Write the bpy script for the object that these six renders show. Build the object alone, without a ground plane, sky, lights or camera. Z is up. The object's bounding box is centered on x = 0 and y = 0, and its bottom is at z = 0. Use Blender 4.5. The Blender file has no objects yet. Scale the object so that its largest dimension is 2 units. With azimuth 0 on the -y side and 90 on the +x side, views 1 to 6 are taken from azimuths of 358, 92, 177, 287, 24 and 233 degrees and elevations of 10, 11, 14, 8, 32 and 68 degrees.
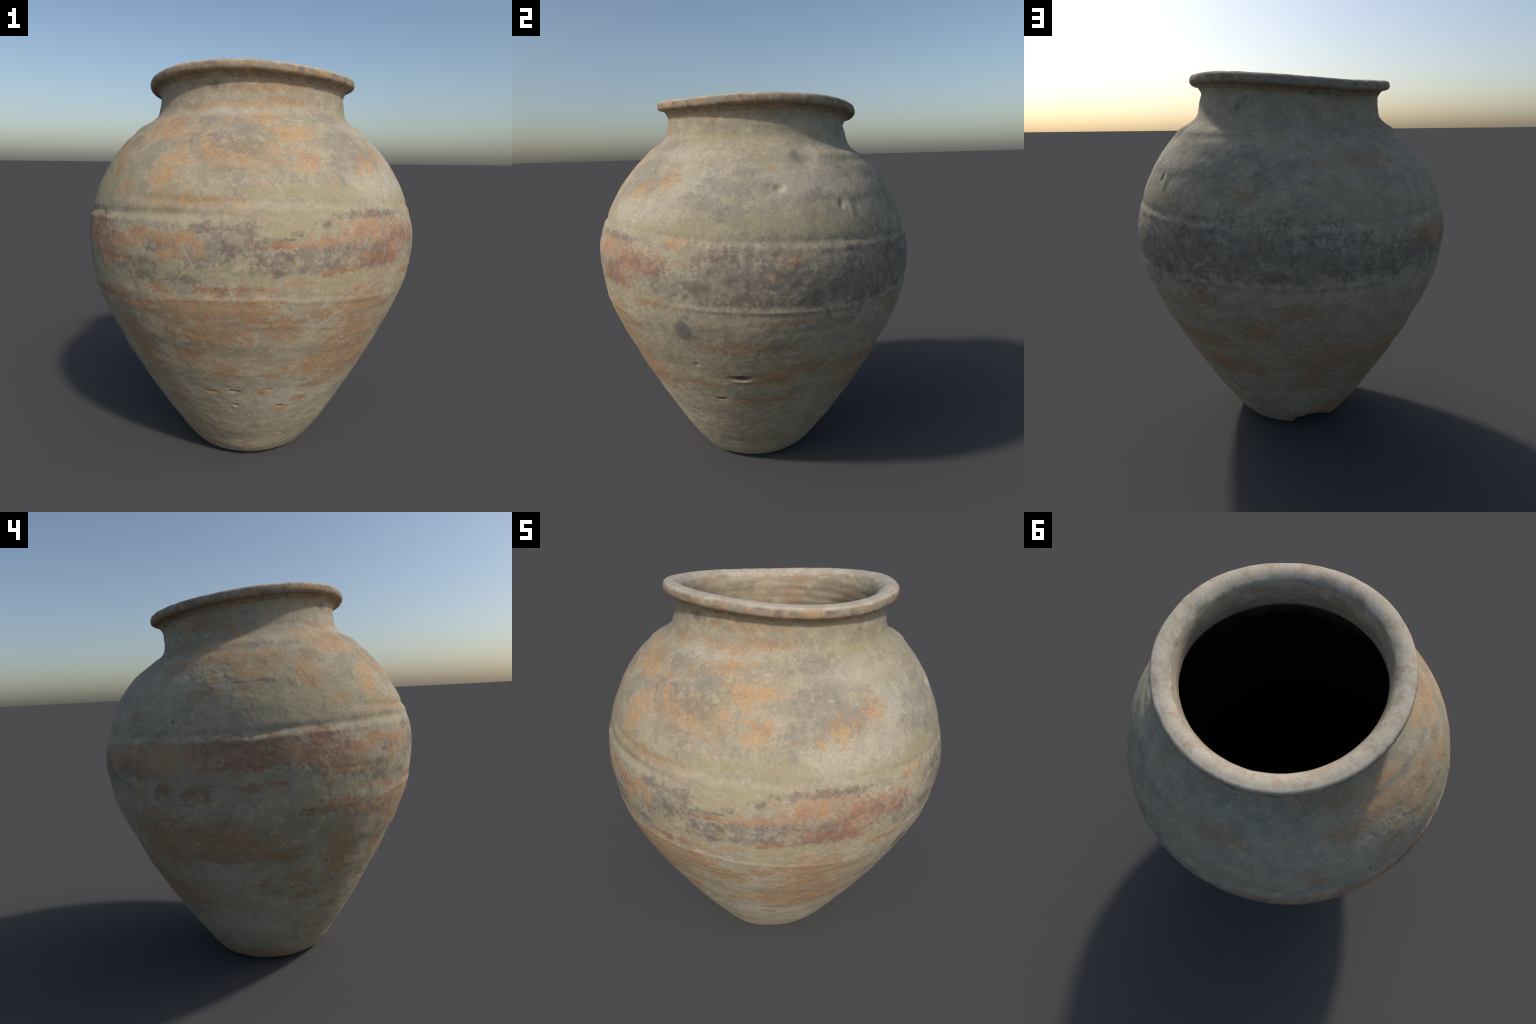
"""Large ancient storage jar: hand-thrown buff clay, leaning mouth, worn painted band.

The jar is one surface, lofted as rings: a mean profile r(h), a drifting axis,
a tilt that grows towards the mouth, and a slight oval.  The lip is a separate
closed curve (radius and height wave round the mouth) that the neck runs into.
Relief (ridges, throwing marks, pits, chips) moves the vertices.  The surface is
then cut into named parts that share border vertices and normals.
"""
import bpy, math
import numpy as np

TAU = 2 * math.pi
NT = 1152                                   # vertices round every ring

# ------------------------------------------------------------------ shape data
# height along the axis -> mean outer radius
PROFILE_H = [0.0, 0.02, 0.045, 0.07, 0.1, 0.15, 0.2, 0.3, 0.4, 0.5, 0.6, 0.7, 0.8, 0.9, 0.96, 1.02, 1.08,
             1.14, 1.2, 1.25, 1.3, 1.36, 1.42, 1.48, 1.54, 1.58, 1.62, 1.65, 1.68, 1.71, 1.74, 1.77, 1.81, 1.86, 2.0]
PROFILE_R = [0.2629, 0.309, 0.3345, 0.3535, 0.3755, 0.4103, 0.4439, 0.5108, 0.57, 0.6282, 0.6827, 0.7326, 0.7798, 0.8217, 0.8392, 0.8498, 0.858, 0.864, 0.8635, 0.8558, 0.8421, 0.824, 0.8019, 0.7728, 0.7386, 0.7092, 0.6759, 0.6468, 0.6119, 0.5818, 0.5342, 0.5054, 0.4924, 0.4857, 0.4529]
# axis offset, tilt and ovalness at a few heights
AXIS_H = [0, .4, .8, 1.2, 1.5, 1.6, 1.66, 1.72, 1.78, 1.9]
AXIS_X = [-0.0104, -0.0066, -0.0032, 0.0008, 0.0002, 0.0066, 0.008, 0.0098, 0.0082, 0.0059]
AXIS_Y = [-0.0244, -0.0152, -0.0103, -0.0007, 0.0039, 0.0043, 0.0022, 0.0156, 0.0275, 0.0318]
TILT_H = [0, .6, 1.0, 1.3, 1.5, 1.6, 1.66, 1.72, 1.78, 1.9]
TILT_X = [0.0, 0.0043, 0.0019, -0.0074, -0.0071, -0.0049, -0.0002, 0.0104, 0.0102, -0.0263]
TILT_Y = [0.0, -0.0231, -0.0298, -0.0348, -0.0192, -0.0193, -0.0255, -0.0554, -0.071, -0.1339]
OVAL_C2 = [0.0028, 0.003, 0.0037, 0.0037, 0.0047, 0.002, 0.0003, 0.0016, 0.0013, 0.0031]
OVAL_S2 = [-0.0047, 0.0019, 0.0071, 0.0047, 0.0144, 0.034, 0.0557, 0.0691, 0.0455, 0.0101]
OVAL_C3 = [0.0017, -0.0007, -0.0002, 0.0009, -0.001, -0.0045, -0.0086, -0.0113, -0.0075, -0.0016]
OVAL_S3 = [-0.0027, -0.0023, 0.0006, 0.0013, 0.0009, -0.0007, -0.0029, -0.0035, -0.0014, -0.0009]
# the lip curve: mean, then cos/sin of 1..3 turns
LIP_RADIUS = [0.5176, 0.0008, 0.0311, -0.0002, 0.0045, 0.0, 0.0005]
LIP_HEIGHT = [1.9406, 0.0089, -0.0313, 0.0022, 0.0148, -0.0016, 0.0017]
LIP_A, LIP_B = 0.024, 0.028                 # half thickness of the lip, across and up

# worn paint, stains, bare clay and dark pits: (angle in degrees, height, half width, half height)
PATCHES = {
    'spot': [(339, 0.928, 0.040, 0.062), (247, 1.900, 0.036, 0.022)],
    'pit_dark': [(356.5, 0.668, 0.045, 0.011), (346, 0.525, 0.020, 0.006), (58, 1.803, 0.011, 0.012), (62, 1.845, 0.008, 0.008),
             (170, 1.372, 0.007, 0.012), (96, 0.150, 0.018, 0.006)],
    'orange': [
        (233, 1.679, 0.126, 0.036), (249, 1.676, 0.027, 0.020), (258, 1.720, 0.039, 0.015), (272, 1.732, 0.086, 0.015), (285, 1.667, 0.081, 0.032), (215, 1.549, 0.056, 0.092), (240, 1.561, 0.050, 0.014),
        (240, 1.490, 0.058, 0.064), (288, 1.564, 0.056, 0.035), (313, 1.571, 0.045, 0.018), (268, 1.355, 0.013, 0.018), (265, 1.395, 0.010, 0.018), (254, 1.586, 0.020, 0.019), (277, 1.603, 0.028, 0.014),
        (308, 1.525, 0.023, 0.025), (194, 1.579, 0.108, 0.052), (184, 1.653, 0.143, 0.038), (202, 1.640, 0.087, 0.045), (182, 1.538, 0.035, 0.020), (222, 1.734, 0.083, 0.023), (234, 1.706, 0.095, 0.039),
        (193, 1.481, 0.020, 0.039), (217, 1.558, 0.045, 0.023), (243, 1.551, 0.037, 0.097), (224, 1.445, 0.041, 0.031), (187, 1.716, 0.101, 0.015), (329, 1.604, 0.048, 0.063), (315, 1.559, 0.046, 0.058),
        (321, 1.583, 0.033, 0.043), (9, 1.634, 0.020, 0.013), (339, 1.332, 0.065, 0.016), (14, 1.255, 0.048, 0.016), (8, 1.187, 0.019, 0.022), (275, 1.758, 0.092, 0.010), (288, 1.675, 0.070, 0.038),
        (245, 1.553, 0.037, 0.015), (252, 1.627, 0.031, 0.025), (313, 1.564, 0.036, 0.031), (326, 1.602, 0.031, 0.038), (287, 1.546, 0.050, 0.032), (279, 1.690, 0.052, 0.013),
    ],
    'clay': [
        (128, 0.420, 0.120, 0.150), (140, 0.600, 0.110, 0.100), (170, 0.050, 0.160, 0.032), (205, 0.050, 0.160, 0.030), (140, 0.060, 0.100, 0.045),
        (249, 0.941, 0.197, 0.056), (266, 0.950, 0.148, 0.066), (278, 0.860, 0.086, 0.050), (256, 0.838, 0.177, 0.061), (227, 0.694, 0.074, 0.129), (248, 0.702, 0.084, 0.046), (260, 0.624, 0.063, 0.044),
        (305, 0.935, 0.164, 0.022), (290, 0.918, 0.081, 0.023), (306, 0.814, 0.185, 0.052), (309, 0.627, 0.210, 0.088), (294, 0.636, 0.136, 0.046), (316, 0.913, 0.108, 0.024), (274, 0.504, 0.028, 0.015),
        (292, 0.436, 0.024, 0.029), (252, 0.489, 0.044, 0.018), (277, 0.606, 0.030, 0.020), (283, 0.393, 0.024, 0.014), (264, 0.493, 0.021, 0.013), (298, 0.513, 0.088, 0.029), (187, 0.813, 0.181, 0.080),
        (159, 0.817, 0.164, 0.172), (177, 0.745, 0.103, 0.034), (203, 0.758, 0.075, 0.040), (225, 0.781, 0.071, 0.094), (226, 0.650, 0.058, 0.041), (197, 0.581, 0.022, 0.018), (211, 0.622, 0.044, 0.024),
        (215, 0.513, 0.055, 0.035), (209, 0.569, 0.027, 0.012), (231, 0.400, 0.050, 0.041), (151, 0.476, 0.210, 0.088), (187, 0.070, 0.210, 0.043), (177, 0.869, 0.099, 0.051), (186, 0.913, 0.059, 0.026),
        (328, 1.054, 0.089, 0.017), (305, 0.925, 0.143, 0.091), (13, 0.976, 0.162, 0.014), (358, 0.850, 0.193, 0.031), (45, 0.694, 0.210, 0.025), (19, 0.709, 0.137, 0.036), (7, 0.667, 0.108, 0.042),
        (4, 0.521, 0.197, 0.019), (56, 0.957, 0.053, 0.033), (56, 0.515, 0.200, 0.062), (307, 0.694, 0.164, 0.084), (337, 0.618, 0.128, 0.022), (105, 0.589, 0.210, 0.098), (99, 0.441, 0.091, 0.122),
        (132, 0.549, 0.210, 0.142), (49, 0.660, 0.199, 0.036), (56, 0.940, 0.074, 0.031), (75, 0.792, 0.096, 0.061), (88, 0.892, 0.089, 0.036), (124, 0.130, 0.206, 0.087),
    ],
    'brownstain': [
        (118, 1.572, 0.104, 0.041), (166, 1.615, 0.104, 0.028), (97, 1.551, 0.026, 0.011), (62, 1.429, 0.040, 0.019), (72, 1.419, 0.045, 0.027), (166, 1.818, 0.150, 0.031), (156, 1.714, 0.148, 0.032),
        (187, 1.769, 0.065, 0.036), (153, 1.407, 0.053, 0.036), (180, 1.482, 0.057, 0.025), (273, 1.888, 0.210, 0.019), (291, 1.827, 0.088, 0.021), (266, 1.807, 0.118, 0.021), (249, 1.389, 0.177, 0.026),
        (260, 1.587, 0.163, 0.053), (238, 1.795, 0.076, 0.019),
    ],
    'grey': [
        (247, 1.900, 0.036, 0.006), (262, 1.850, 0.015, 0.032), (266, 1.699, 0.056, 0.035), (267, 1.628, 0.046, 0.041), (252, 1.727, 0.068, 0.030), (264, 1.489, 0.024, 0.026), (264, 1.432, 0.008, 0.028),
        (300, 1.552, 0.042, 0.042), (299, 1.481, 0.022, 0.024), (320, 1.599, 0.114, 0.034), (312, 1.674, 0.105, 0.029), (258, 1.655, 0.042, 0.028), (248, 1.655, 0.036, 0.028), (357, 1.560, 0.086, 0.035),
        (347, 1.494, 0.090, 0.032), (0, 1.620, 0.058, 0.019), (354, 1.461, 0.085, 0.032), (308, 1.580, 0.050, 0.059), (315, 1.641, 0.039, 0.036), (311, 1.765, 0.077, 0.020), (24, 1.514, 0.047, 0.022),
        (341, 1.528, 0.049, 0.016), (63, 1.498, 0.049, 0.083), (77, 1.501, 0.049, 0.081), (69, 1.582, 0.061, 0.041), (87, 1.554, 0.085, 0.032), (119, 1.486, 0.058, 0.033), (342, 0.928, 0.046, 0.074),
        (328, 0.745, 0.051, 0.037), (20, 0.939, 0.080, 0.014), (11, 0.859, 0.060, 0.030), (30, 0.955, 0.057, 0.020), (18, 0.557, 0.035, 0.048), (266, 1.696, 0.097, 0.043), (265, 1.612, 0.061, 0.029),
        (311, 1.751, 0.084, 0.019), (299, 1.557, 0.026, 0.042), (319, 1.574, 0.075, 0.030), (305, 1.642, 0.053, 0.029), (348, 1.575, 0.058, 0.036), (265, 1.497, 0.021, 0.024),
    ],
    'red': [
        (138, 1.205, 0.170, 0.050), (155, 1.215, 0.190, 0.060), (172, 1.222, 0.190, 0.065), (190, 1.225, 0.190, 0.062), (208, 1.225, 0.170, 0.050),
        (248, 1.247, 0.074, 0.031), (235, 1.253, 0.084, 0.035), (216, 1.262, 0.096, 0.037), (245, 1.184, 0.068, 0.019), (278, 1.228, 0.099, 0.012), (289, 1.234, 0.100, 0.017), (305, 1.278, 0.159, 0.049),
        (322, 1.240, 0.174, 0.047), (316, 1.155, 0.077, 0.047), (257, 1.041, 0.066, 0.018), (265, 1.050, 0.087, 0.013), (273, 1.046, 0.058, 0.011), (281, 1.071, 0.056, 0.014), (294, 1.108, 0.080, 0.014),
        (302, 1.120, 0.081, 0.009), (222, 0.970, 0.117, 0.028), (240, 1.029, 0.107, 0.015), (222, 1.155, 0.122, 0.030), (254, 1.213, 0.027, 0.039), (317, 1.228, 0.114, 0.067), (305, 1.292, 0.087, 0.038),
        (306, 1.156, 0.102, 0.036), (330, 1.204, 0.060, 0.021), (175, 1.229, 0.182, 0.059), (190, 1.245, 0.196, 0.049), (203, 1.249, 0.069, 0.046), (194, 1.168, 0.082, 0.022), (183, 1.165, 0.178, 0.017),
        (216, 1.277, 0.070, 0.046), (212, 1.182, 0.089, 0.025), (226, 1.222, 0.099, 0.040), (245, 1.239, 0.080, 0.033), (222, 1.128, 0.103, 0.013), (218, 1.087, 0.029, 0.012), (178, 1.056, 0.073, 0.039),
        (166, 1.069, 0.051, 0.028), (194, 1.087, 0.061, 0.020), (202, 1.095, 0.033, 0.011), (223, 0.974, 0.072, 0.022), (216, 0.959, 0.098, 0.016), (233, 0.935, 0.098, 0.017), (156, 1.223, 0.102, 0.059),
        (163, 1.146, 0.125, 0.024),
    ],
    'dark': [
        (290, 1.135, 0.190, 0.020), (306, 1.142, 0.150, 0.026), (275, 1.128, 0.120, 0.018),
        (140, 1.100, 0.140, 0.040), (150, 1.170, 0.120, 0.050), (225, 1.175, 0.060, 0.010), (235, 1.150, 0.060, 0.008), (240, 1.200, 0.050, 0.012),
        (263, 1.224, 0.065, 0.051), (258, 1.216, 0.053, 0.052), (253, 1.172, 0.056, 0.032), (276, 1.177, 0.085, 0.024), (286, 1.185, 0.081, 0.035), (298, 1.193, 0.137, 0.039), (309, 1.182, 0.062, 0.038),
        (312, 1.334, 0.130, 0.016), (300, 1.336, 0.075, 0.016), (282, 1.274, 0.019, 0.010), (290, 1.303, 0.027, 0.015), (257, 1.292, 0.080, 0.023), (266, 1.288, 0.052, 0.033), (250, 1.080, 0.068, 0.022),
        (237, 1.088, 0.076, 0.038), (224, 1.141, 0.133, 0.015), (273, 1.245, 0.078, 0.013), (232, 1.129, 0.108, 0.032), (271, 1.206, 0.052, 0.023), (244, 1.217, 0.048, 0.021), (278, 1.250, 0.053, 0.008),
        (306, 1.340, 0.100, 0.017), (307, 1.200, 0.112, 0.056), (332, 1.193, 0.076, 0.053), (337, 1.132, 0.106, 0.034), (345, 1.149, 0.107, 0.050), (353, 1.195, 0.113, 0.112), (2, 1.180, 0.124, 0.105),
        (12, 1.165, 0.128, 0.099), (23, 1.156, 0.144, 0.109), (35, 1.147, 0.186, 0.121), (49, 1.155, 0.210, 0.145), (43, 1.079, 0.134, 0.067), (359, 1.109, 0.210, 0.035), (15, 1.073, 0.210, 0.027),
        (41, 1.214, 0.181, 0.092), (58, 1.185, 0.164, 0.104), (71, 1.185, 0.136, 0.115), (83, 1.176, 0.127, 0.114), (94, 1.159, 0.129, 0.108), (106, 1.147, 0.145, 0.089), (118, 1.126, 0.141, 0.079),
        (132, 1.124, 0.161, 0.068), (79, 1.224, 0.099, 0.050), (84, 1.073, 0.172, 0.040), (69, 1.094, 0.094, 0.046), (43, 1.092, 0.145, 0.059), (100, 1.109, 0.060, 0.061),
    ],
    'yellow': [
        (247, 1.118, 0.101, 0.031), (262, 1.149, 0.034, 0.037), (278, 1.279, 0.088, 0.043), (278, 1.433, 0.205, 0.020), (248, 1.409, 0.177, 0.018), (236, 1.066, 0.077, 0.029), (270, 1.113, 0.078, 0.027),
        (283, 1.344, 0.141, 0.030), (296, 1.080, 0.139, 0.035), (301, 1.429, 0.195, 0.040), (212, 1.451, 0.175, 0.086), (343, 1.394, 0.157, 0.040), (342, 1.272, 0.041, 0.035), (4, 1.405, 0.166, 0.032),
        (324, 1.383, 0.137, 0.034), (345, 1.784, 0.207, 0.025), (29, 1.370, 0.210, 0.027), (57, 1.341, 0.109, 0.022), (90, 1.325, 0.210, 0.019), (117, 1.346, 0.170, 0.022), (101, 1.428, 0.090, 0.027),
        (204, 1.466, 0.112, 0.050), (242, 1.121, 0.156, 0.057), (222, 1.054, 0.140, 0.030), (209, 1.591, 0.029, 0.020),
    ],
    'pale': [
        (340, 1.583, 0.203, 0.083), (324, 1.469, 0.112, 0.069), (21, 1.571, 0.185, 0.069), (330, 1.713, 0.168, 0.037), (314, 1.467, 0.144, 0.085), (245, 1.559, 0.092, 0.054),
        (257, 1.775, 0.135, 0.023), (325, 1.708, 0.111, 0.041), (326, 1.468, 0.132, 0.067), (265, 1.793, 0.115, 0.031), (89, 1.580, 0.086, 0.019), (118, 1.479, 0.038, 0.030),
        (289, 0.483, 0.210, 0.139), (193, 0.344, 0.206, 0.146), (182, 0.605, 0.134, 0.082), (93, 0.174, 0.083, 0.057), (295, 0.883, 0.148, 0.045),
    ],
}

# ------------------------------------------------------------------ numpy tools
_rng = np.random.default_rng(7)
_TAB = _rng.random((64, 64, 64))


def vnoise(P, scale, seed=0):
    """smooth value noise in -1..1 at points P (..., 3)"""
    Q = P * scale + 17.3 * (seed + 1)
    I = np.floor(Q).astype(int)
    F = Q - I
    F = F * F * (3 - 2 * F)
    out = 0
    for dx in (0, 1):
        wx = F[..., 0] if dx else 1 - F[..., 0]
        for dy in (0, 1):
            wy = F[..., 1] if dy else 1 - F[..., 1]
            for dz in (0, 1):
                wz = F[..., 2] if dz else 1 - F[..., 2]
                out = out + wx * wy * wz * _TAB[(I[..., 0] + dx) & 63, (I[..., 1] + dy) & 63, (I[..., 2] + dz) & 63]
    return out * 2 - 1


def fbm(P, scale, octaves, seed=0):
    return sum(vnoise(P, scale * 2.03 ** o, seed + o) * 0.55 ** o for o in range(octaves))


def hermite(h, X, Y):
    X, Y = np.asarray(X, float), np.asarray(Y, float)
    m = np.gradient(Y, X)
    i = np.clip(np.searchsorted(X, h) - 1, 0, len(X) - 2)
    d = X[i + 1] - X[i]
    t = np.clip((h - X[i]) / d, 0, 1)
    return ((1 + 2 * t) * (1 - t) ** 2 * Y[i] + t * (1 - t) ** 2 * d * m[i]
            + t * t * (3 - 2 * t) * Y[i + 1] + t * t * (t - 1) * d * m[i + 1])


def smooth(x, a, b):
    t = np.clip((x - a) / (b - a), 0, 1)
    return t * t * (3 - 2 * t)


def waves(coef, th):
    v = coef[0]
    for k in range(1, (len(coef) + 1) // 2):
        v = v + coef[2 * k - 1] * np.cos(k * th) + coef[2 * k] * np.sin(k * th)
    return v


TH = np.arange(NT) * TAU / NT
COS, SIN = np.cos(TH), np.sin(TH)


def ring(h, inset=0.0):
    """one ring of the outer wall at axis height h"""
    r = hermite(np.array([h]), PROFILE_H, PROFILE_R)[0] - inset
    f = lambda K: np.interp(h, AXIS_H, K)
    R = r * (1 + f(OVAL_C2) * np.cos(2 * TH) + f(OVAL_S2) * np.sin(2 * TH) + f(OVAL_C3) * np.cos(3 * TH) + f(OVAL_S3) * np.sin(3 * TH))
    x, y = f(AXIS_X) + R * COS, f(AXIS_Y) + R * SIN
    z = h + np.interp(h, TILT_H, TILT_X) * x + np.interp(h, TILT_H, TILT_Y) * y
    return np.stack([x, y, z], -1)


def wall_at(z, inset=0.0):
    """outer wall points at given world heights z, one per angle"""
    h = np.array(z, float)
    for _ in range(8):
        f = lambda K: np.interp(h, AXIS_H, K)
        r = hermite(h, PROFILE_H, PROFILE_R) - inset
        R = r * (1 + f(OVAL_C2) * np.cos(2 * TH) + f(OVAL_S2) * np.sin(2 * TH) + f(OVAL_C3) * np.cos(3 * TH) + f(OVAL_S3) * np.sin(3 * TH))
        x, y = f(AXIS_X) + R * COS, f(AXIS_Y) + R * SIN
        h = z - np.interp(h, TILT_H, TILT_X) * x - np.interp(h, TILT_H, TILT_Y) * y
    return np.stack([x, y, z], -1)


# ------------------------------------------------------------------ rings, foot to lip to inside
def build_rings():
    rows, tag = [], []          # tag: part each ring starts

    def add(P, part):
        rows.append(P)
        tag.append(part)

    foot = ring(0.0)
    centre = foot.mean(0)
    for k in np.linspace(0.02, 0.98, 26):
        P = centre + (foot - centre) * k
        P[:, 2] = 0.012 * (1 - k * k) ** 2
        add(P, 'foot')
    hs = np.concatenate([np.linspace(0, 0.10, 26)[:-1], np.linspace(0.10, 1.62, 350)[:-1], np.linspace(1.62, 1.76, 40)])
    for h in hs:
        add(ring(h), 'foot' if h < 0.115 else 'belly' if h < 1.29 else 'shoulder' if h < 1.655 else 'neck')

    lip_r, lip_z = waves(LIP_RADIUS, TH), waves(LIP_HEIGHT, TH)
    lip_z = lip_z - 0.006 * np.exp(-((np.degrees(TH) - 190) / 40) ** 2) - 0.005 * np.exp(-((np.degrees(TH) - 311) / 32) ** 2)

    def lip_point(dr, dz):
        r = lip_r + dr
        return np.stack([r * COS, r * SIN, lip_z + dz], -1)

    # straight top of the neck, then the hollow under the lip
    a = ring(1.76)
    for t in np.linspace(0, 1, 20)[1:]:
        b = wall_at(a[:, 2] + (lip_z - 0.068 - a[:, 2]) * t)
        add(b, 'neck')
    under = lip_point(LIP_A * math.cos(math.radians(-100)), 0.76 * LIP_B * math.sin(math.radians(-100)))
    gap = under - b
    up = np.array([0, 0, 1.0])
    for t in np.linspace(0, 1, 16)[1:-1]:
        h00, h10, h01, h11 = (1 + 2*t)*(1-t)**2, t*(1-t)**2, t*t*(3-2*t), t*t*(t-1)
        tan0 = up * 0.05
        tan1 = gap * np.array([1.15, 1.15, 0.15])
        add(b * h00 + tan0 * h10 + under * h01 + tan1 * h11, 'neck' if t < 0.35 else 'rim')
    for ang in np.linspace(-100, 88, 26):
        c, s = math.cos(math.radians(ang)), math.sin(math.radians(ang))
        add(lip_point(LIP_A * np.sign(c) * abs(c) ** 0.9, (LIP_B if s > 0 else 0.76 * LIP_B) * np.sign(s) * abs(s) ** 0.85), 'rim')
    # flat lip top, rounded inner edge and inner neck wall
    inner = 0.438 + 0.006 * np.cos(2 * (TH - math.radians(225)))
    ix, iy = inner * COS, 0.03 + inner * SIN
    top = rows[-1]
    prof = [(0.10, 0.0015), (0.2, 0.002), (0.3, 0.001), (0.4, -0.001), (0.5, -0.004), (0.6, -0.009), (0.7, -0.015), (0.78, -0.021),
            (0.85, -0.029), (0.91, -0.038), (0.955, -0.049), (0.985, -0.062), (1.0, -0.077)]
    for f, dz in prof:
        x, y = top[:, 0] + (ix - top[:, 0]) * f, top[:, 1] + (iy - top[:, 1]) * f
        add(np.stack([x, y, top[:, 2] + dz], -1), 'rim' if f < 0.85 and dz > -0.03 else 'inner_wall')
    # thin neck wall inside, undercut below the lip, then the hollow body
    last = rows[-1]
    low = ring(1.655, 0.048)
    for t in np.linspace(0, 1, 22)[1:]:
        zt = last[:, 2] + (low[:, 2] - last[:, 2]) * t
        w = wall_at(zt, 0.028 + 0.024 * t)
        s = smooth(t, 0.0, 0.6)
        add(np.concatenate([last[:, :2] + (w - last)[:, :2] * s, zt[:, None]], 1), 'inner_wall')
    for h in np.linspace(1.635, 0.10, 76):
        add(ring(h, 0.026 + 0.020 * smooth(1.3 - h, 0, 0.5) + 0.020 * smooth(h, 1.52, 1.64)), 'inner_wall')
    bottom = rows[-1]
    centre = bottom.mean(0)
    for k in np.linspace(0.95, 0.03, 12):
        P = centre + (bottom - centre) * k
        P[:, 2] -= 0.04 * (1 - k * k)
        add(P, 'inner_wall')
    return np.stack(rows), tag


# ------------------------------------------------------------------ relief
# potter's ridge: starts high on one side, runs once round and ends under its own start
UPPER_RIDGE = [(212, 1.387), (245, 1.385), (262, 1.382), (287, 1.377), (311, 1.366), (328, 1.351), (347, 1.332), (365, 1.324),
               (388, 1.309), (409, 1.295), (426, 1.284), (442, 1.275), (460, 1.276), (480, 1.282), (510, 1.286), (540, 1.297),
               (556, 1.300), (575, 1.318), (590, 1.323), (605, 1.326), (628, 1.332)]
LOWER_RIDGE = [(318, 1.07), (334, 1.058), (346, 1.044), (361, 1.034), (375, 1.024), (393, 1.014), (421, 1.018), (438, 1.016),
               (453, 1.008), (475, 1.013), (492, 1.018)]
FRONT_RIDGE = [(226, 0.945), (234, 0.962), (246, 0.987), (260, 1.0), (272, 0.998), (286, 0.982), (306, 0.966), (330, 0.952)]
FOLD = [(205, 1.147), (222, 1.139), (240, 1.130)]
SCRATCH = [(344, 0.527), (358, 0.521), (386, 0.475), (410, 0.45)]
# dents and pits: angle, height, half width, half height, depth, slant
PITS = [(25, 1.688, 0.055, 0.046, 0.017, 0.4), (12, 1.553, 0.022, 0.017, 0.011, 0.2),
        (9.5, 1.556, 0.03, 0.02, 0.006, 0.0), (33, 1.472, 0.016, 0.020, 0.008, -0.3), (36.5, 1.455, 0.016, 0.040, -0.004, 0.2),
        (39.5, 1.45, 0.018, 0.035, 0.002, 0.2), (356.5, 0.668, 0.046, 0.011, 0.030, 0.0), (357, 0.648, 0.045, 0.010, -0.003, 0.0),
        (346, 0.525, 0.020, 0.006, 0.012, 0.2), (58, 1.803, 0.011, 0.013, 0.016, 0.0), (62, 1.845, 0.008, 0.008, 0.010, 0.0),
        (170, 1.372, 0.007, 0.014, 0.010, 0.0), (262, 0.50, 0.026, 0.009, 0.007, -0.4), (276, 0.512, 0.022, 0.010, 0.004, 0.3),
        (283, 0.395, 0.020, 0.007, 0.006, 0.0), (262, 0.41, 0.012, 0.01, 0.006, -0.4), (252, 0.49, 0.03, 0.008, 0.004, 0.3),
        (79, 1.315, 0.015, 0.008, 0.008, 0.0), (86, 1.318, 0.018, 0.007, 0.010, 0.0),
        (96, 0.15, 0.02, 0.006, 0.012, 0.1), (57, 0.875, 0.02, 0.012, 0.008, 0.0),
        (55, 0.90, 0.025, 0.012, 0.008, -0.3), (340, 0.74, 0.01, 0.008, 0.006, 0.0), (3, 0.81, 0.008, 0.008, 0.006, 0.0)]


SWELLS = [(90, 0.22, 14, 0.13, 0.015), (55, 0.20, 16, 0.12, 0.005), (316, 0.18, 17, 0.12, 0.012), (272, 0.08, 18, 0.05, 0.009), (221, 0.50, 18, 0.12, 0.006),
          (150, 1.20, 14, 0.14, 0.005), (324, 1.10, 20, 0.14, 0.006), (282, 1.30, 18, 0.08, 0.005), (92, 1.65, 18, 0.04, 0.005),
          (150, 1.69, 26, 0.03, -0.003), (144, 1.62, 14, 0.04, 0.006), (0, 1.685, 50, 0.03, 0.005), (41, 1.84, 24, 0.055, 0.014),
          (41, 1.60, 16, 0.06, -0.007), (125, 0.75, 18, 0.06, -0.005)]


def along(path, deg):
    """signed height above a ridge line and its presence, for a line that may lap itself"""
    a = np.array([p[0] for p in path], float)
    z = np.array([p[1] for p in path], float)
    for turn in (0, 360):
        d = deg + turn
        on = smooth(d, a[0], a[0] + 40) * (1 - smooth(d, a[-1] - 30, a[-1]))
        yield np.interp(d, a, z), on


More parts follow.
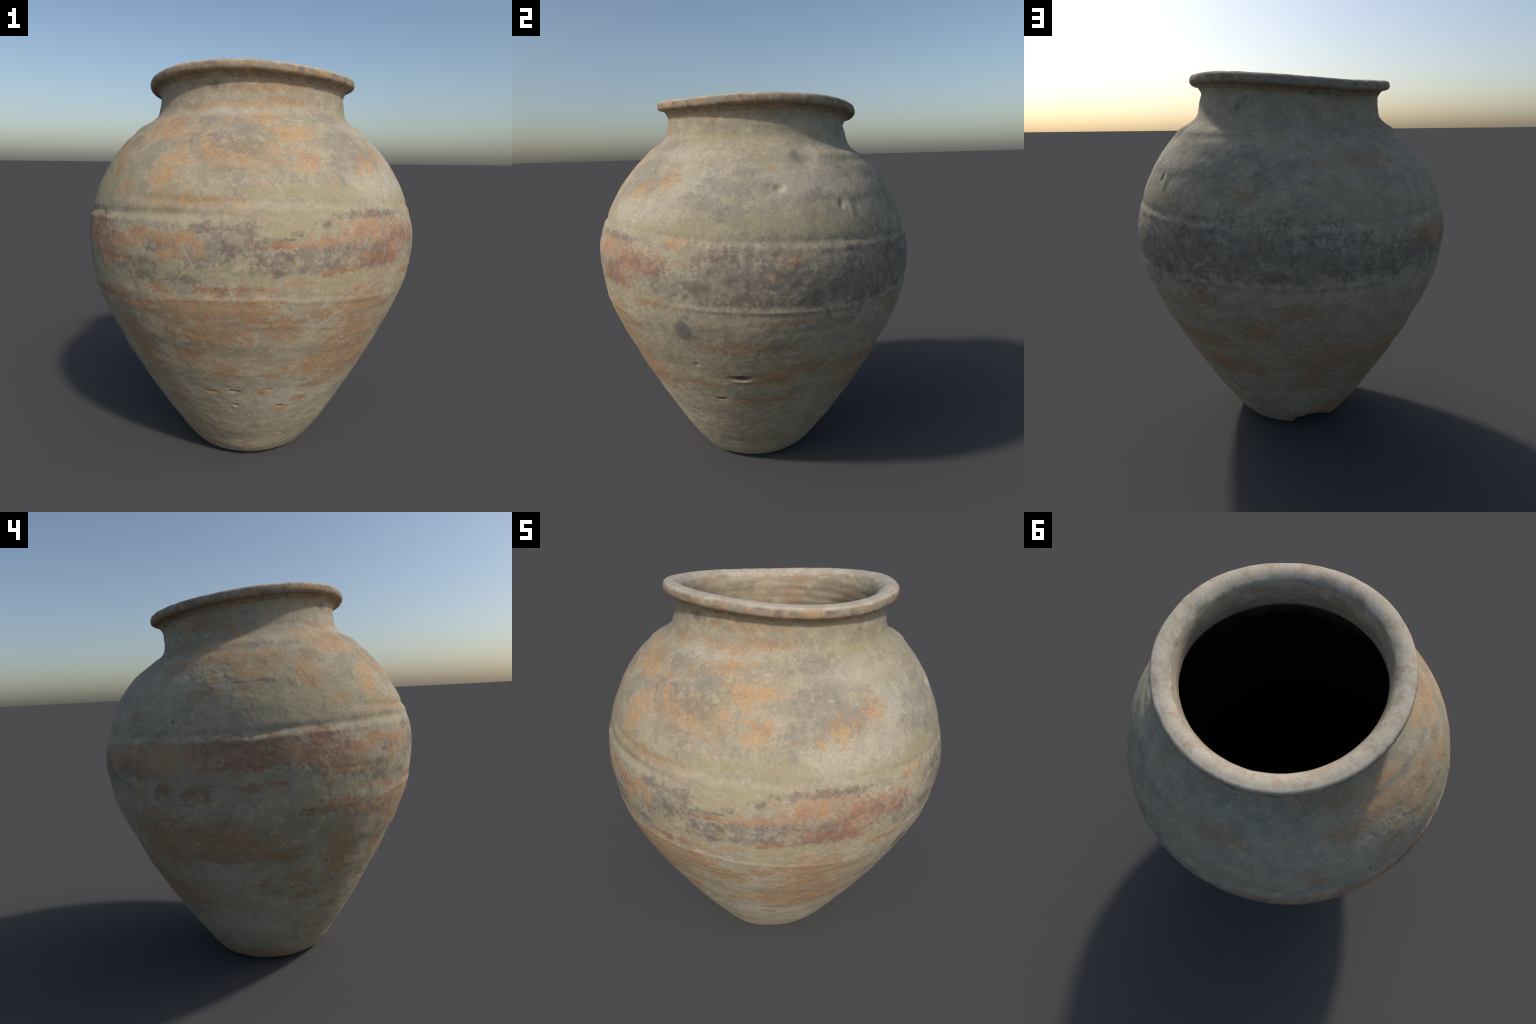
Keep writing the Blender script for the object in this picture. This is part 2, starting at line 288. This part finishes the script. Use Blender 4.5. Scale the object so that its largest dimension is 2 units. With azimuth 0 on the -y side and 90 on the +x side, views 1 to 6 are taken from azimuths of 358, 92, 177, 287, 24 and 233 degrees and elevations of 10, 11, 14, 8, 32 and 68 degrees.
def add_relief(P):
    # ring-grid normals
    du = np.roll(P, -1, 1) - np.roll(P, 1, 1)
    dv = np.gradient(P, axis=0)
    N = np.cross(du, dv)
    N /= np.linalg.norm(N, axis=-1, keepdims=True) + 1e-12
    x, y, z = P[..., 0], P[..., 1], P[..., 2]
    ang = np.degrees(np.arctan2(y, x)) % 360
    rho = np.hypot(x, y)
    n_rows = len(P)
    outer = np.zeros(n_rows)
    outer[26:] = 1
    disp = np.zeros(P.shape[:2])
    outside = (np.arange(n_rows) < LIP_ROW)[:, None] & (np.arange(n_rows) >= 26)[:, None]

    wall = outside * smooth(z, 0.0, 0.12) * (1 - smooth(z, 1.72, 1.86))
    rz = z + 0.003 * vnoise(P, 6, 3)
    for zc, on in along(UPPER_RIDGE, ang):
        d = rz - zc
        soft = (0.80 + 0.25 * vnoise(P, 5, 21)) * (1 + 0.5 * smooth(ang, 15, 50) * (1 - smooth(ang, 215, 245)))
        disp += wall * on * soft * (-0.0058 * np.exp(-((d - 0.014) / 0.017) ** 2) + 0.0030 * np.exp(-((d + 0.016) / 0.016) ** 2))
    for path, k in ((LOWER_RIDGE, 0.62), (FRONT_RIDGE, 0.45)):
        for zc, on in along(path, ang):
            d = rz - zc
            disp += wall * on * k * (0.0045 * np.exp(-(d / 0.010) ** 2) - 0.0012 * np.exp(-((d + 0.024) / 0.016) ** 2)
                                     - 0.0022 * np.exp(-((d - 0.024) / 0.014) ** 2))
    for path, depth, w in ((FOLD, 0.0035, 0.010), (SCRATCH, 0.0028, 0.006)):
        for zc, on in along(path, ang):
            disp -= wall * on * depth * np.exp(-((z - zc) / w) ** 2)
    for a, h, hw, hh, depth, slant in PITS:
        du_ = ((ang - a + 180) % 360 - 180) * math.pi / 180 * np.maximum(rho, 0.2)
        dv_ = z - h
        du_, dv_ = du_ + slant * dv_, dv_ - slant * du_ * (hh / hw)
        q = (du_ / hw) ** 2 + (dv_ / hh) ** 2
        disp -= outside * depth * np.exp(-q ** 1.4)

    # broad swells and flats where the pot is out of round: angle, height, spread, spread, amount
    for a, h, wa, wh, amt in SWELLS:
        disp += outside * amt * np.exp(-(((ang - a + 180) % 360 - 180) / wa) ** 2 - ((z - h) / wh) ** 2)

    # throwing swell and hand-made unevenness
    low = 1 - smooth(z, 0.9, 1.1)
    disp += wall * low * 0.0022 * np.sin(z * 34 + 2.2 * vnoise(P, 2.2, 5)) * (0.5 + 0.5 * vnoise(P, 1.7, 9))
    disp += wall * 0.0020 * vnoise(P * np.array([1, 1, 2.0]), 2.6, 11)
    lines = vnoise(P * np.array([0.35, 0.35, 1.0]) + 0.0, 42, 13)
    disp += outside * 0.0006 * lines
    disp += outside * 0.0008 * fbm(P, 26, 3, 15)
    # flaking slip: shallow steps in patches, and scattered little pits low down
    flake = smooth(fbm(P * np.array([1, 1, 1.3]), 10, 5, 31), 0.02, 0.30)
    scab = np.exp(-(((ang - 203 + 180) % 360 - 180) / 22) ** 2 - ((z - 1.54) / 0.10) ** 2)
    disp -= wall * (0.0006 + 0.0016 * scab) * flake
    pit = smooth(vnoise(P * np.array([1, 1, 1.8]), 30, 41), 0.70, 0.95) * (0.35 + 0.65 * (1 - smooth(z, 0.5, 0.75)))
    disp -= outside * smooth(z, 0.02, 0.1) * 0.0018 * pit
    # lip: lumpy edge
    rim = np.array([t == 'rim' for t in TAG])[:, None]
    disp += rim * (0.0013 * vnoise(P, 11, 51) + 0.0006 * vnoise(P, 34, 52))
    inside = (np.arange(n_rows) >= LIP_ROW)[:, None] & ~rim
    disp += inside * (0.0016 * np.sin(z * 150 + 1.2 * vnoise(P, 2, 61)) * smooth(vnoise(P * np.array([.2, .2, 1]), 9, 62), -0.2, 0.6)
                      + 0.001 * fbm(P, 20, 2, 63))
    Q = P + N * disp[..., None]

    # broken piece out of the foot at the back
    bite = smooth(ang, 83, 93) * (1 - smooth(ang, 122, 140))
    edge = 0.060 + 0.010 * np.exp(-((ang - 101) / 9) ** 2) + 0.026 * vnoise(P, 13, 71) + 0.014 * vnoise(P, 42, 72)
    level = bite * edge * smooth(rho, 0.17, 0.33)
    under = np.array([t == 'foot' for t in TAG])[:, None]
    Q[..., 2] = np.where(under, np.maximum(Q[..., 2], level + 0.25 * np.minimum(Q[..., 2], 0.08) * bite), Q[..., 2])
    Q[..., 2] = np.maximum(Q[..., 2], 0.0)
    return Q


RINGS, TAG = build_rings()
LIP_ROW = max(i for i, t in enumerate(TAG) if t == 'rim') + 1
RINGS = add_relief(RINGS)


def all_normals(P):
    nxt = np.roll(P, -1, 1)
    a, b, c, d = P[:-1], nxt[:-1], nxt[1:], P[1:]
    n = np.cross(c - a, d - b)
    N = np.zeros_like(P)
    N[:-1] += n
    N[1:] += n
    N[:-1] += np.roll(n, 1, 1)
    N[1:] += np.roll(n, 1, 1)
    N[0] = (0, 0, -1)
    N[-1] = (0, 0, 1)
    return N / (np.linalg.norm(N, axis=-1, keepdims=True) + 1e-12)


NORMALS = all_normals(RINGS)


def part_mesh(name, r0, r1):
    """mesh of the rings r0..r1 (inclusive), capped where the surface closes"""
    P, N = RINGS[r0:r1 + 1].reshape(-1, 3), NORMALS[r0:r1 + 1].reshape(-1, 3)
    m = r1 - r0
    i, j = np.meshgrid(np.arange(m), np.arange(NT), indexing='ij')
    jn = (j + 1) % NT
    quads = np.stack([i * NT + j, i * NT + jn, (i + 1) * NT + jn, (i + 1) * NT + j], -1).reshape(-1, 4)
    loops, sizes = quads.ravel(), np.full(len(quads), 4)
    caps = []
    if r0 == 0:
        caps.append((np.arange(NT)[::-1], 0))
    if r1 == len(RINGS) - 1:
        caps.append((m * NT + np.arange(NT), -1))
    for ringidx, row in caps:
        P = np.vstack([P, RINGS[row].mean(0)])
        N = np.vstack([N, NORMALS[row][0]])
        c = len(P) - 1
        tri = np.stack([ringidx, np.roll(ringidx, -1), np.full(NT, c)], -1)
        loops, sizes = np.concatenate([loops, tri.ravel()]), np.concatenate([sizes, np.full(NT, 3)])
    me = bpy.data.meshes.new(name)
    me.vertices.add(len(P))
    me.vertices.foreach_set('co', P.astype(np.float32).ravel())
    me.loops.add(len(loops))
    me.loops.foreach_set('vertex_index', loops.astype(np.int32))
    me.polygons.add(len(sizes))
    me.polygons.foreach_set('loop_start', np.concatenate([[0], np.cumsum(sizes)[:-1]]).astype(np.int32))
    me.update(calc_edges=True)
    me.polygons.foreach_set('use_smooth', np.ones(len(sizes), bool))
    me.normals_split_custom_set_from_vertices(N.astype(np.float32))
    return me


# ------------------------------------------------------------------ materials
class Nodes:
    """small helper for writing node trees as expressions"""

    def __init__(self, name):
        self.mat = bpy.data.materials.new(name)
        self.mat.use_nodes = True
        self.t = self.mat.node_tree
        self.t.nodes.clear()

    def new(self, kind, **props):
        n = self.t.nodes.new(kind)
        for k, v in props.items():
            setattr(n, k, v)
        return n

    def put(self, sock, v):
        if isinstance(v, bpy.types.NodeSocket):
            self.t.links.new(v, sock)
        else:
            sock.default_value = v

    def math(self, op, a, b=0.0, c=0.0, clamp=False):
        n = self.new('ShaderNodeMath', operation=op, use_clamp=clamp)
        for s, v in zip(n.inputs, (a, b, c)):
            self.put(s, v)
        return n.outputs[0]

    def vec(self, op, a, b=None, c=None):
        n = self.new('ShaderNodeVectorMath', operation=op)
        for s, v in zip(n.inputs, (a, b, c)):
            if v is not None:
                self.put(s, v)
        return n.outputs['Value' if op in ('LENGTH', 'DISTANCE', 'DOT_PRODUCT') else 'Vector']

    def noise(self, vec, scale, detail=4.0, rough=0.55, distort=0.0, colour=False):
        n = self.new('ShaderNodeTexNoise')
        self.put(n.inputs['Vector'], vec)
        n.inputs['Scale'].default_value = scale
        n.inputs['Detail'].default_value = detail
        n.inputs['Roughness'].default_value = rough
        n.inputs['Distortion'].default_value = distort
        return n.outputs['Color' if colour else 'Fac']

    def ramp(self, v, a, b, lo=0.0, hi=1.0):
        n = self.new('ShaderNodeMapRange', interpolation_type='SMOOTHSTEP')
        for s, x in zip(n.inputs, (v, a, b, lo, hi)):
            self.put(s, x)
        return n.outputs[0]

    def mix(self, f, a, b):
        n = self.new('ShaderNodeMix', data_type='RGBA')
        for s, x in ((n.inputs[0], f), (n.inputs[6], a), (n.inputs[7], b)):
            self.put(s, (*x, 1.0) if isinstance(x, tuple) else x)
        return n.outputs[2]


CREAM = (0.410, 0.350, 0.242)
GREY_BUFF = (0.312, 0.275, 0.202)
OLIVE = (0.335, 0.292, 0.172)
PINK_BUFF = (0.385, 0.290, 0.200)
PALE = (0.480, 0.430, 0.338)
ORANGE = (0.470, 0.292, 0.148)
CLAY = (0.395, 0.232, 0.118)
TAN = (0.310, 0.215, 0.135)
SMUDGE = (0.222, 0.192, 0.165)
RED = (0.330, 0.165, 0.098)
DEEP_RED = (0.225, 0.115, 0.080)
DARK = (0.140, 0.105, 0.094)
BLUE_DARK = (0.165, 0.153, 0.140)
SPOT = (0.155, 0.150, 0.135)
PIT_DARK = (0.070, 0.052, 0.038)
PAINTED_DEEP_SHADE = (0.022, 0.017, 0.013)


def patch_field(k, place, patches):
    """highest value of a set of soft elliptical patches: 1 in a middle, 0 on an edge"""
    best = None
    for deg, z, hw, hz in patches:
        a = math.radians(deg)
        r = hermite(np.array([min(z, 1.85)]), PROFILE_H, PROFILE_R)[0]
        c = (r * math.cos(a), r * math.sin(a), z)
        s = (1 / hw, 1 / hw, 1 / hz)
        d = k.vec('LENGTH', k.vec('MULTIPLY_ADD', place, s, tuple(-ci * si for ci, si in zip(c, s))))
        best = d if best is None else k.math('MINIMUM', best, d)
    return None if best is None else k.math('SUBTRACT', 1.0, best)


def clay_material(name, z0, z1, rim=False, inside=False):
    k = Nodes(name)
    P = k.new('ShaderNodeTexCoord').outputs['Object']
    sep = k.new('ShaderNodeSeparateXYZ')
    k.put(sep.inputs[0], P)
    z = sep.outputs[2]
    near = {c: [p for p in L if z0 - p[3] - 0.08 < p[1] < z1 + p[3] + 0.08] for c, L in PATCHES.items()}

    swirl = k.vec('SUBTRACT', k.noise(P, 9, 3, 0.6, colour=True), (0.5, 0.5, 0.5))
    fine = k.vec('SUBTRACT', k.noise(P, 34, 3, 0.6, colour=True), (0.5, 0.5, 0.5))
    place = k.vec('MULTIPLY_ADD', swirl, (0.06, 0.06, 0.045), k.vec('MULTIPLY_ADD', fine, (0.04, 0.04, 0.03), P))
    flat = k.vec('MULTIPLY', P, (1.0, 1.0, 2.6))            # stretched round the pot
    n_big = k.noise(P, 3.2, 4, 0.55)
    n_mid = k.noise(P, 13, 6, 0.62)
    n_rag = k.noise(P, 24, 8, 0.68)
    n_flat = k.noise(flat, 13, 7, 0.66)
    n_fine = k.noise(P, 75, 5, 0.65)
    n_speck = k.noise(P, 46, 4, 0.6)

    # slip: buff with cream and olive drifts
    col = k.mix(k.ramp(n_mid, 0.36, 0.64), GREY_BUFF, CREAM)
    col = k.mix(k.math('MULTIPLY', k.ramp(k.noise(P, 5.3, 5, 0.6), 0.50, 0.68), 0.55), col, OLIVE)
    col = k.mix(k.math('MULTIPLY', k.ramp(k.noise(flat, 4.1, 6, 0.62), 0.52, 0.68), 0.55), col, PINK_BUFF)
    blotch = k.math('MULTIPLY', k.ramp(k.noise(P, 7.7, 7, 0.68), 0.56, 0.72), 0.40)
    col = k.mix(blotch, col, SMUDGE)

    n_crumb = k.noise(P, 34, 7, 0.80)
    n_crumb_flat = k.noise(k.vec('MULTIPLY', P, (1, 1, 1.9)), 26, 7, 0.80)
    n_crumb_up = k.noise(k.vec('MULTIPLY', P, (1.2, 1.2, 0.85)), 30, 7, 0.80)
    n_flake = k.noise(P, 50, 7, 0.78)
    worn_through = k.ramp(k.noise(P, 19, 6, 0.65), 0.34, 0.56, 0.55, 1.0)

    # broken fine mottling; the side that faced the hearth keeps warm flecks of bare clay
    fired = k.ramp(k.vec('DOT_PRODUCT', P, (math.cos(math.radians(255)), math.sin(math.radians(255)), 0.0)), -0.35, 0.55, 0.15, 1.0)
    col = k.mix(k.math('MULTIPLY', k.ramp(k.noise(P, 30, 8, 0.72), 0.54, 0.64), 0.55), col, PALE)
    col = k.mix(k.math('MULTIPLY', k.ramp(n_crumb_up, 0.55, 0.66), 0.5), col, SMUDGE)
    warm = k.math('MULTIPLY', k.ramp(k.noise(flat, 16, 9, 0.74), 0.52, 0.63), fired)
    col = k.mix(k.math('MULTIPLY', warm, 0.60), col, k.mix(k.ramp(n_big, 0.4, 0.6), CLAY, PINK_BUFF))
    def layer(col, cls, colour, soft, rag, strength, noise=n_crumb, bias=0.0, floor=-1.6, gain=0.55, even=False):
        f = patch_field(k, P if even else place, near.get(cls, []))
        if f is None:
            return col
        f = k.math('MULTIPLY', k.math('MAXIMUM', f, floor), gain)
        e = k.math('ADD', k.math('ADD', f, bias), k.math('MULTIPLY', k.math('SUBTRACT', noise, 0.5), rag))
        m = k.math('MULTIPLY', k.ramp(e, -soft, soft), strength)
        if not even:
            m = k.math('MULTIPLY', m, worn_through)
        return k.mix(m, col, colour)

    if not inside:
        col = layer(col, 'yellow', OLIVE, 0.50, 2.6, 0.80)
        col = layer(col, 'pale', PALE, 0.5, 2.6, 0.65)
        col = layer(col, 'brownstain', k.mix(k.ramp(n_mid, 0.4, 0.6), TAN, CLAY), 0.45, 3.4, 0.85)
        col = layer(col, 'clay', k.mix(k.ramp(n_flat, 0.35, 0.65), TAN, CLAY), 0.25, 3.8, 1.0, n_crumb_flat)
        col = layer(col, 'orange', k.mix(k.ramp(n_mid, 0.32, 0.52), CLAY, ORANGE), 0.12, 4.6, 0.85, n_flake, gain=0.6)
        col = layer(col, 'grey', k.mix(k.ramp(n_mid, 0.35, 0.65), SMUDGE, BLUE_DARK), 0.40, 4.4, 0.55)
        dark = k.mix(k.ramp(n_mid, 0.40, 0.62), DARK, k.mix(n_big, BLUE_DARK, SMUDGE))
        col = layer(col, 'dark', dark, 0.36, 4.3, 0.74, n_crumb)
        dark = k.mix(k.math('MULTIPLY', k.ramp(k.noise(P, 12, 6, 0.7), 0.47, 0.62), 0.75), dark, TAN)
        red = k.mix(k.ramp(n_flat, 0.38, 0.6), DEEP_RED, RED)
        red = k.mix(k.ramp(n_big, 0.45, 0.62), red, k.mix(0.5, RED, ORANGE))
        col = layer(col, 'red', red, 0.22, 3.7, 0.82, n_crumb_flat)
        col = layer(col, 'spot', SPOT, 0.25, 1.1, 0.80, gain=0.9, floor=-1.0, even=True)
        col = layer(col, 'pit_dark', PIT_DARK, 0.35, 0.5, 0.85, gain=0.9, floor=-1.0, even=True)
        # flecks of bare clay and grime
    if rim:
        n = k.noise(P, 17, 6, 0.65)
        side = k.new('ShaderNodeSeparateXYZ')
        k.put(side.inputs[0], k.new('ShaderNodeTexCoord').outputs['Normal'])
        upper = k.ramp(k.math('ADD', side.outputs[2], k.math('MULTIPLY', k.math('SUBTRACT', n_mid, 0.5), 0.9)), 0.35, 0.85)
        worn = k.mix(k.ramp(n_mid, 0.35, 0.65), k.mix(0.35, GREY_BUFF, SMUDGE), TAN)
        worn = k.mix(k.math('MULTIPLY', k.ramp(n, 0.48, 0.64), 0.65), worn, k.mix(0.6, CLAY, ORANGE))
        worn = k.mix(k.math('MULTIPLY', k.ramp(k.noise(P, 21, 6, 0.65), 0.46, 0.68), 0.80), worn, k.mix(0.7, SMUDGE, DARK))
        worn = k.mix(k.math('MULTIPLY', k.ramp(k.noise(P, 31, 6, 0.6), 0.50, 0.66), 0.65), worn, CREAM)
        top = k.mix(k.ramp(n_mid, 0.35, 0.65), k.mix(0.7, GREY_BUFF, PALE), (0.500, 0.438, 0.345))
        top = k.mix(k.math('MULTIPLY', k.ramp(n, 0.48, 0.64), 0.6), top, k.mix(0.12, PINK_BUFF, ORANGE))
        top = k.mix(k.math('MULTIPLY', k.ramp(k.noise(P, 9, 6, 0.65), 0.56, 0.7), 0.40), top, SMUDGE)
        col = k.mix(upper, worn, top)
    if inside:
        n = k.noise(k.vec('MULTIPLY', P, (1, 1, 3)), 7, 6, 0.62)
        col = k.mix(k.ramp(n, 0.40, 0.6), k.mix(0.5, GREY_BUFF, TAN), CREAM)
        col = k.mix(k.math('MULTIPLY', k.ramp(k.noise(P, 6, 5, 0.6), 0.5, 0.66), 0.40), col, CLAY)
        col = k.mix(k.math('MULTIPLY', k.ramp(k.noise(P, 8, 7, 0.68), 0.54, 0.70), 0.40), col, DARK)
        # inside of the belly blackened with the deep shade seen through the mouth
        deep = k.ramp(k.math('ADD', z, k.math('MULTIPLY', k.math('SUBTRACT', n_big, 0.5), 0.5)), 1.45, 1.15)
        col = k.mix(deep, col, PAINTED_DEEP_SHADE)

    # grain
    grain = k.ramp(n_fine, 0.28, 0.72, 0.90, 1.08)
    speck = k.ramp(n_speck, 0.64, 0.72, 1.0, 0.80)
    g = k.math('MULTIPLY', grain, speck)
    col = k.vec('SCALE', col, None)
    k.put(col.node.inputs['Scale'], g)

    out = k.new('ShaderNodeOutputMaterial')
    bsdf = k.new('ShaderNodeBsdfPrincipled')
    k.put(bsdf.inputs['Base Color'], col)
    bsdf.inputs['Roughness'].default_value = 0.9
    bsdf.inputs['Specular IOR Level'].default_value = 0.25
    bump = k.new('ShaderNodeBump')
    bump.inputs['Strength'].default_value = 0.22
    bump.inputs['Distance'].default_value = 0.004
    k.put(bump.inputs['Height'], k.math('ADD', k.math('MULTIPLY', n_rag, 0.7), k.math('MULTIPLY', n_fine, 0.5)))
    k.put(bsdf.inputs['Normal'], bump.outputs[0])
    k.t.links.new(bsdf.outputs[0], out.inputs[0])
    return k.mat


# ------------------------------------------------------------------ objects
jar = bpy.data.objects.new('storage_jar', None)
jar.empty_display_size = 0.3
jar['label'] = 'large weathered clay storage jar with flared lip and worn painted band'
jar['category'] = 'storage jar'
bpy.context.scene.collection.objects.link(jar)

MATERIALS = {
    'foot': clay_material('bare_foot_clay', 0.0, 0.12),
    'belly': clay_material('painted_belly_clay', 0.1, 1.36),
    'shoulder': clay_material('flaking_shoulder_slip', 1.22, 1.72),
    'neck': clay_material('stained_neck_slip', 1.55, 1.95),
    'rim': clay_material('worn_lip_clay', 1.85, 2.0, rim=True),
    'inner_wall': clay_material('shade_darkened_inner_clay', 0.0, 1.9, inside=True),
}
for part in ('foot', 'belly', 'shoulder', 'neck', 'rim', 'inner_wall'):
    rows = [i for i, t in enumerate(TAG) if t == part]
    r0, r1 = rows[0], min(rows[-1] + 1, len(RINGS) - 1)
    me = part_mesh(part, r0, r1)
    me.materials.append(MATERIALS[part])
    ob = bpy.data.objects.new(part, me)
    ob.parent = jar
    bpy.context.scene.collection.objects.link(ob)
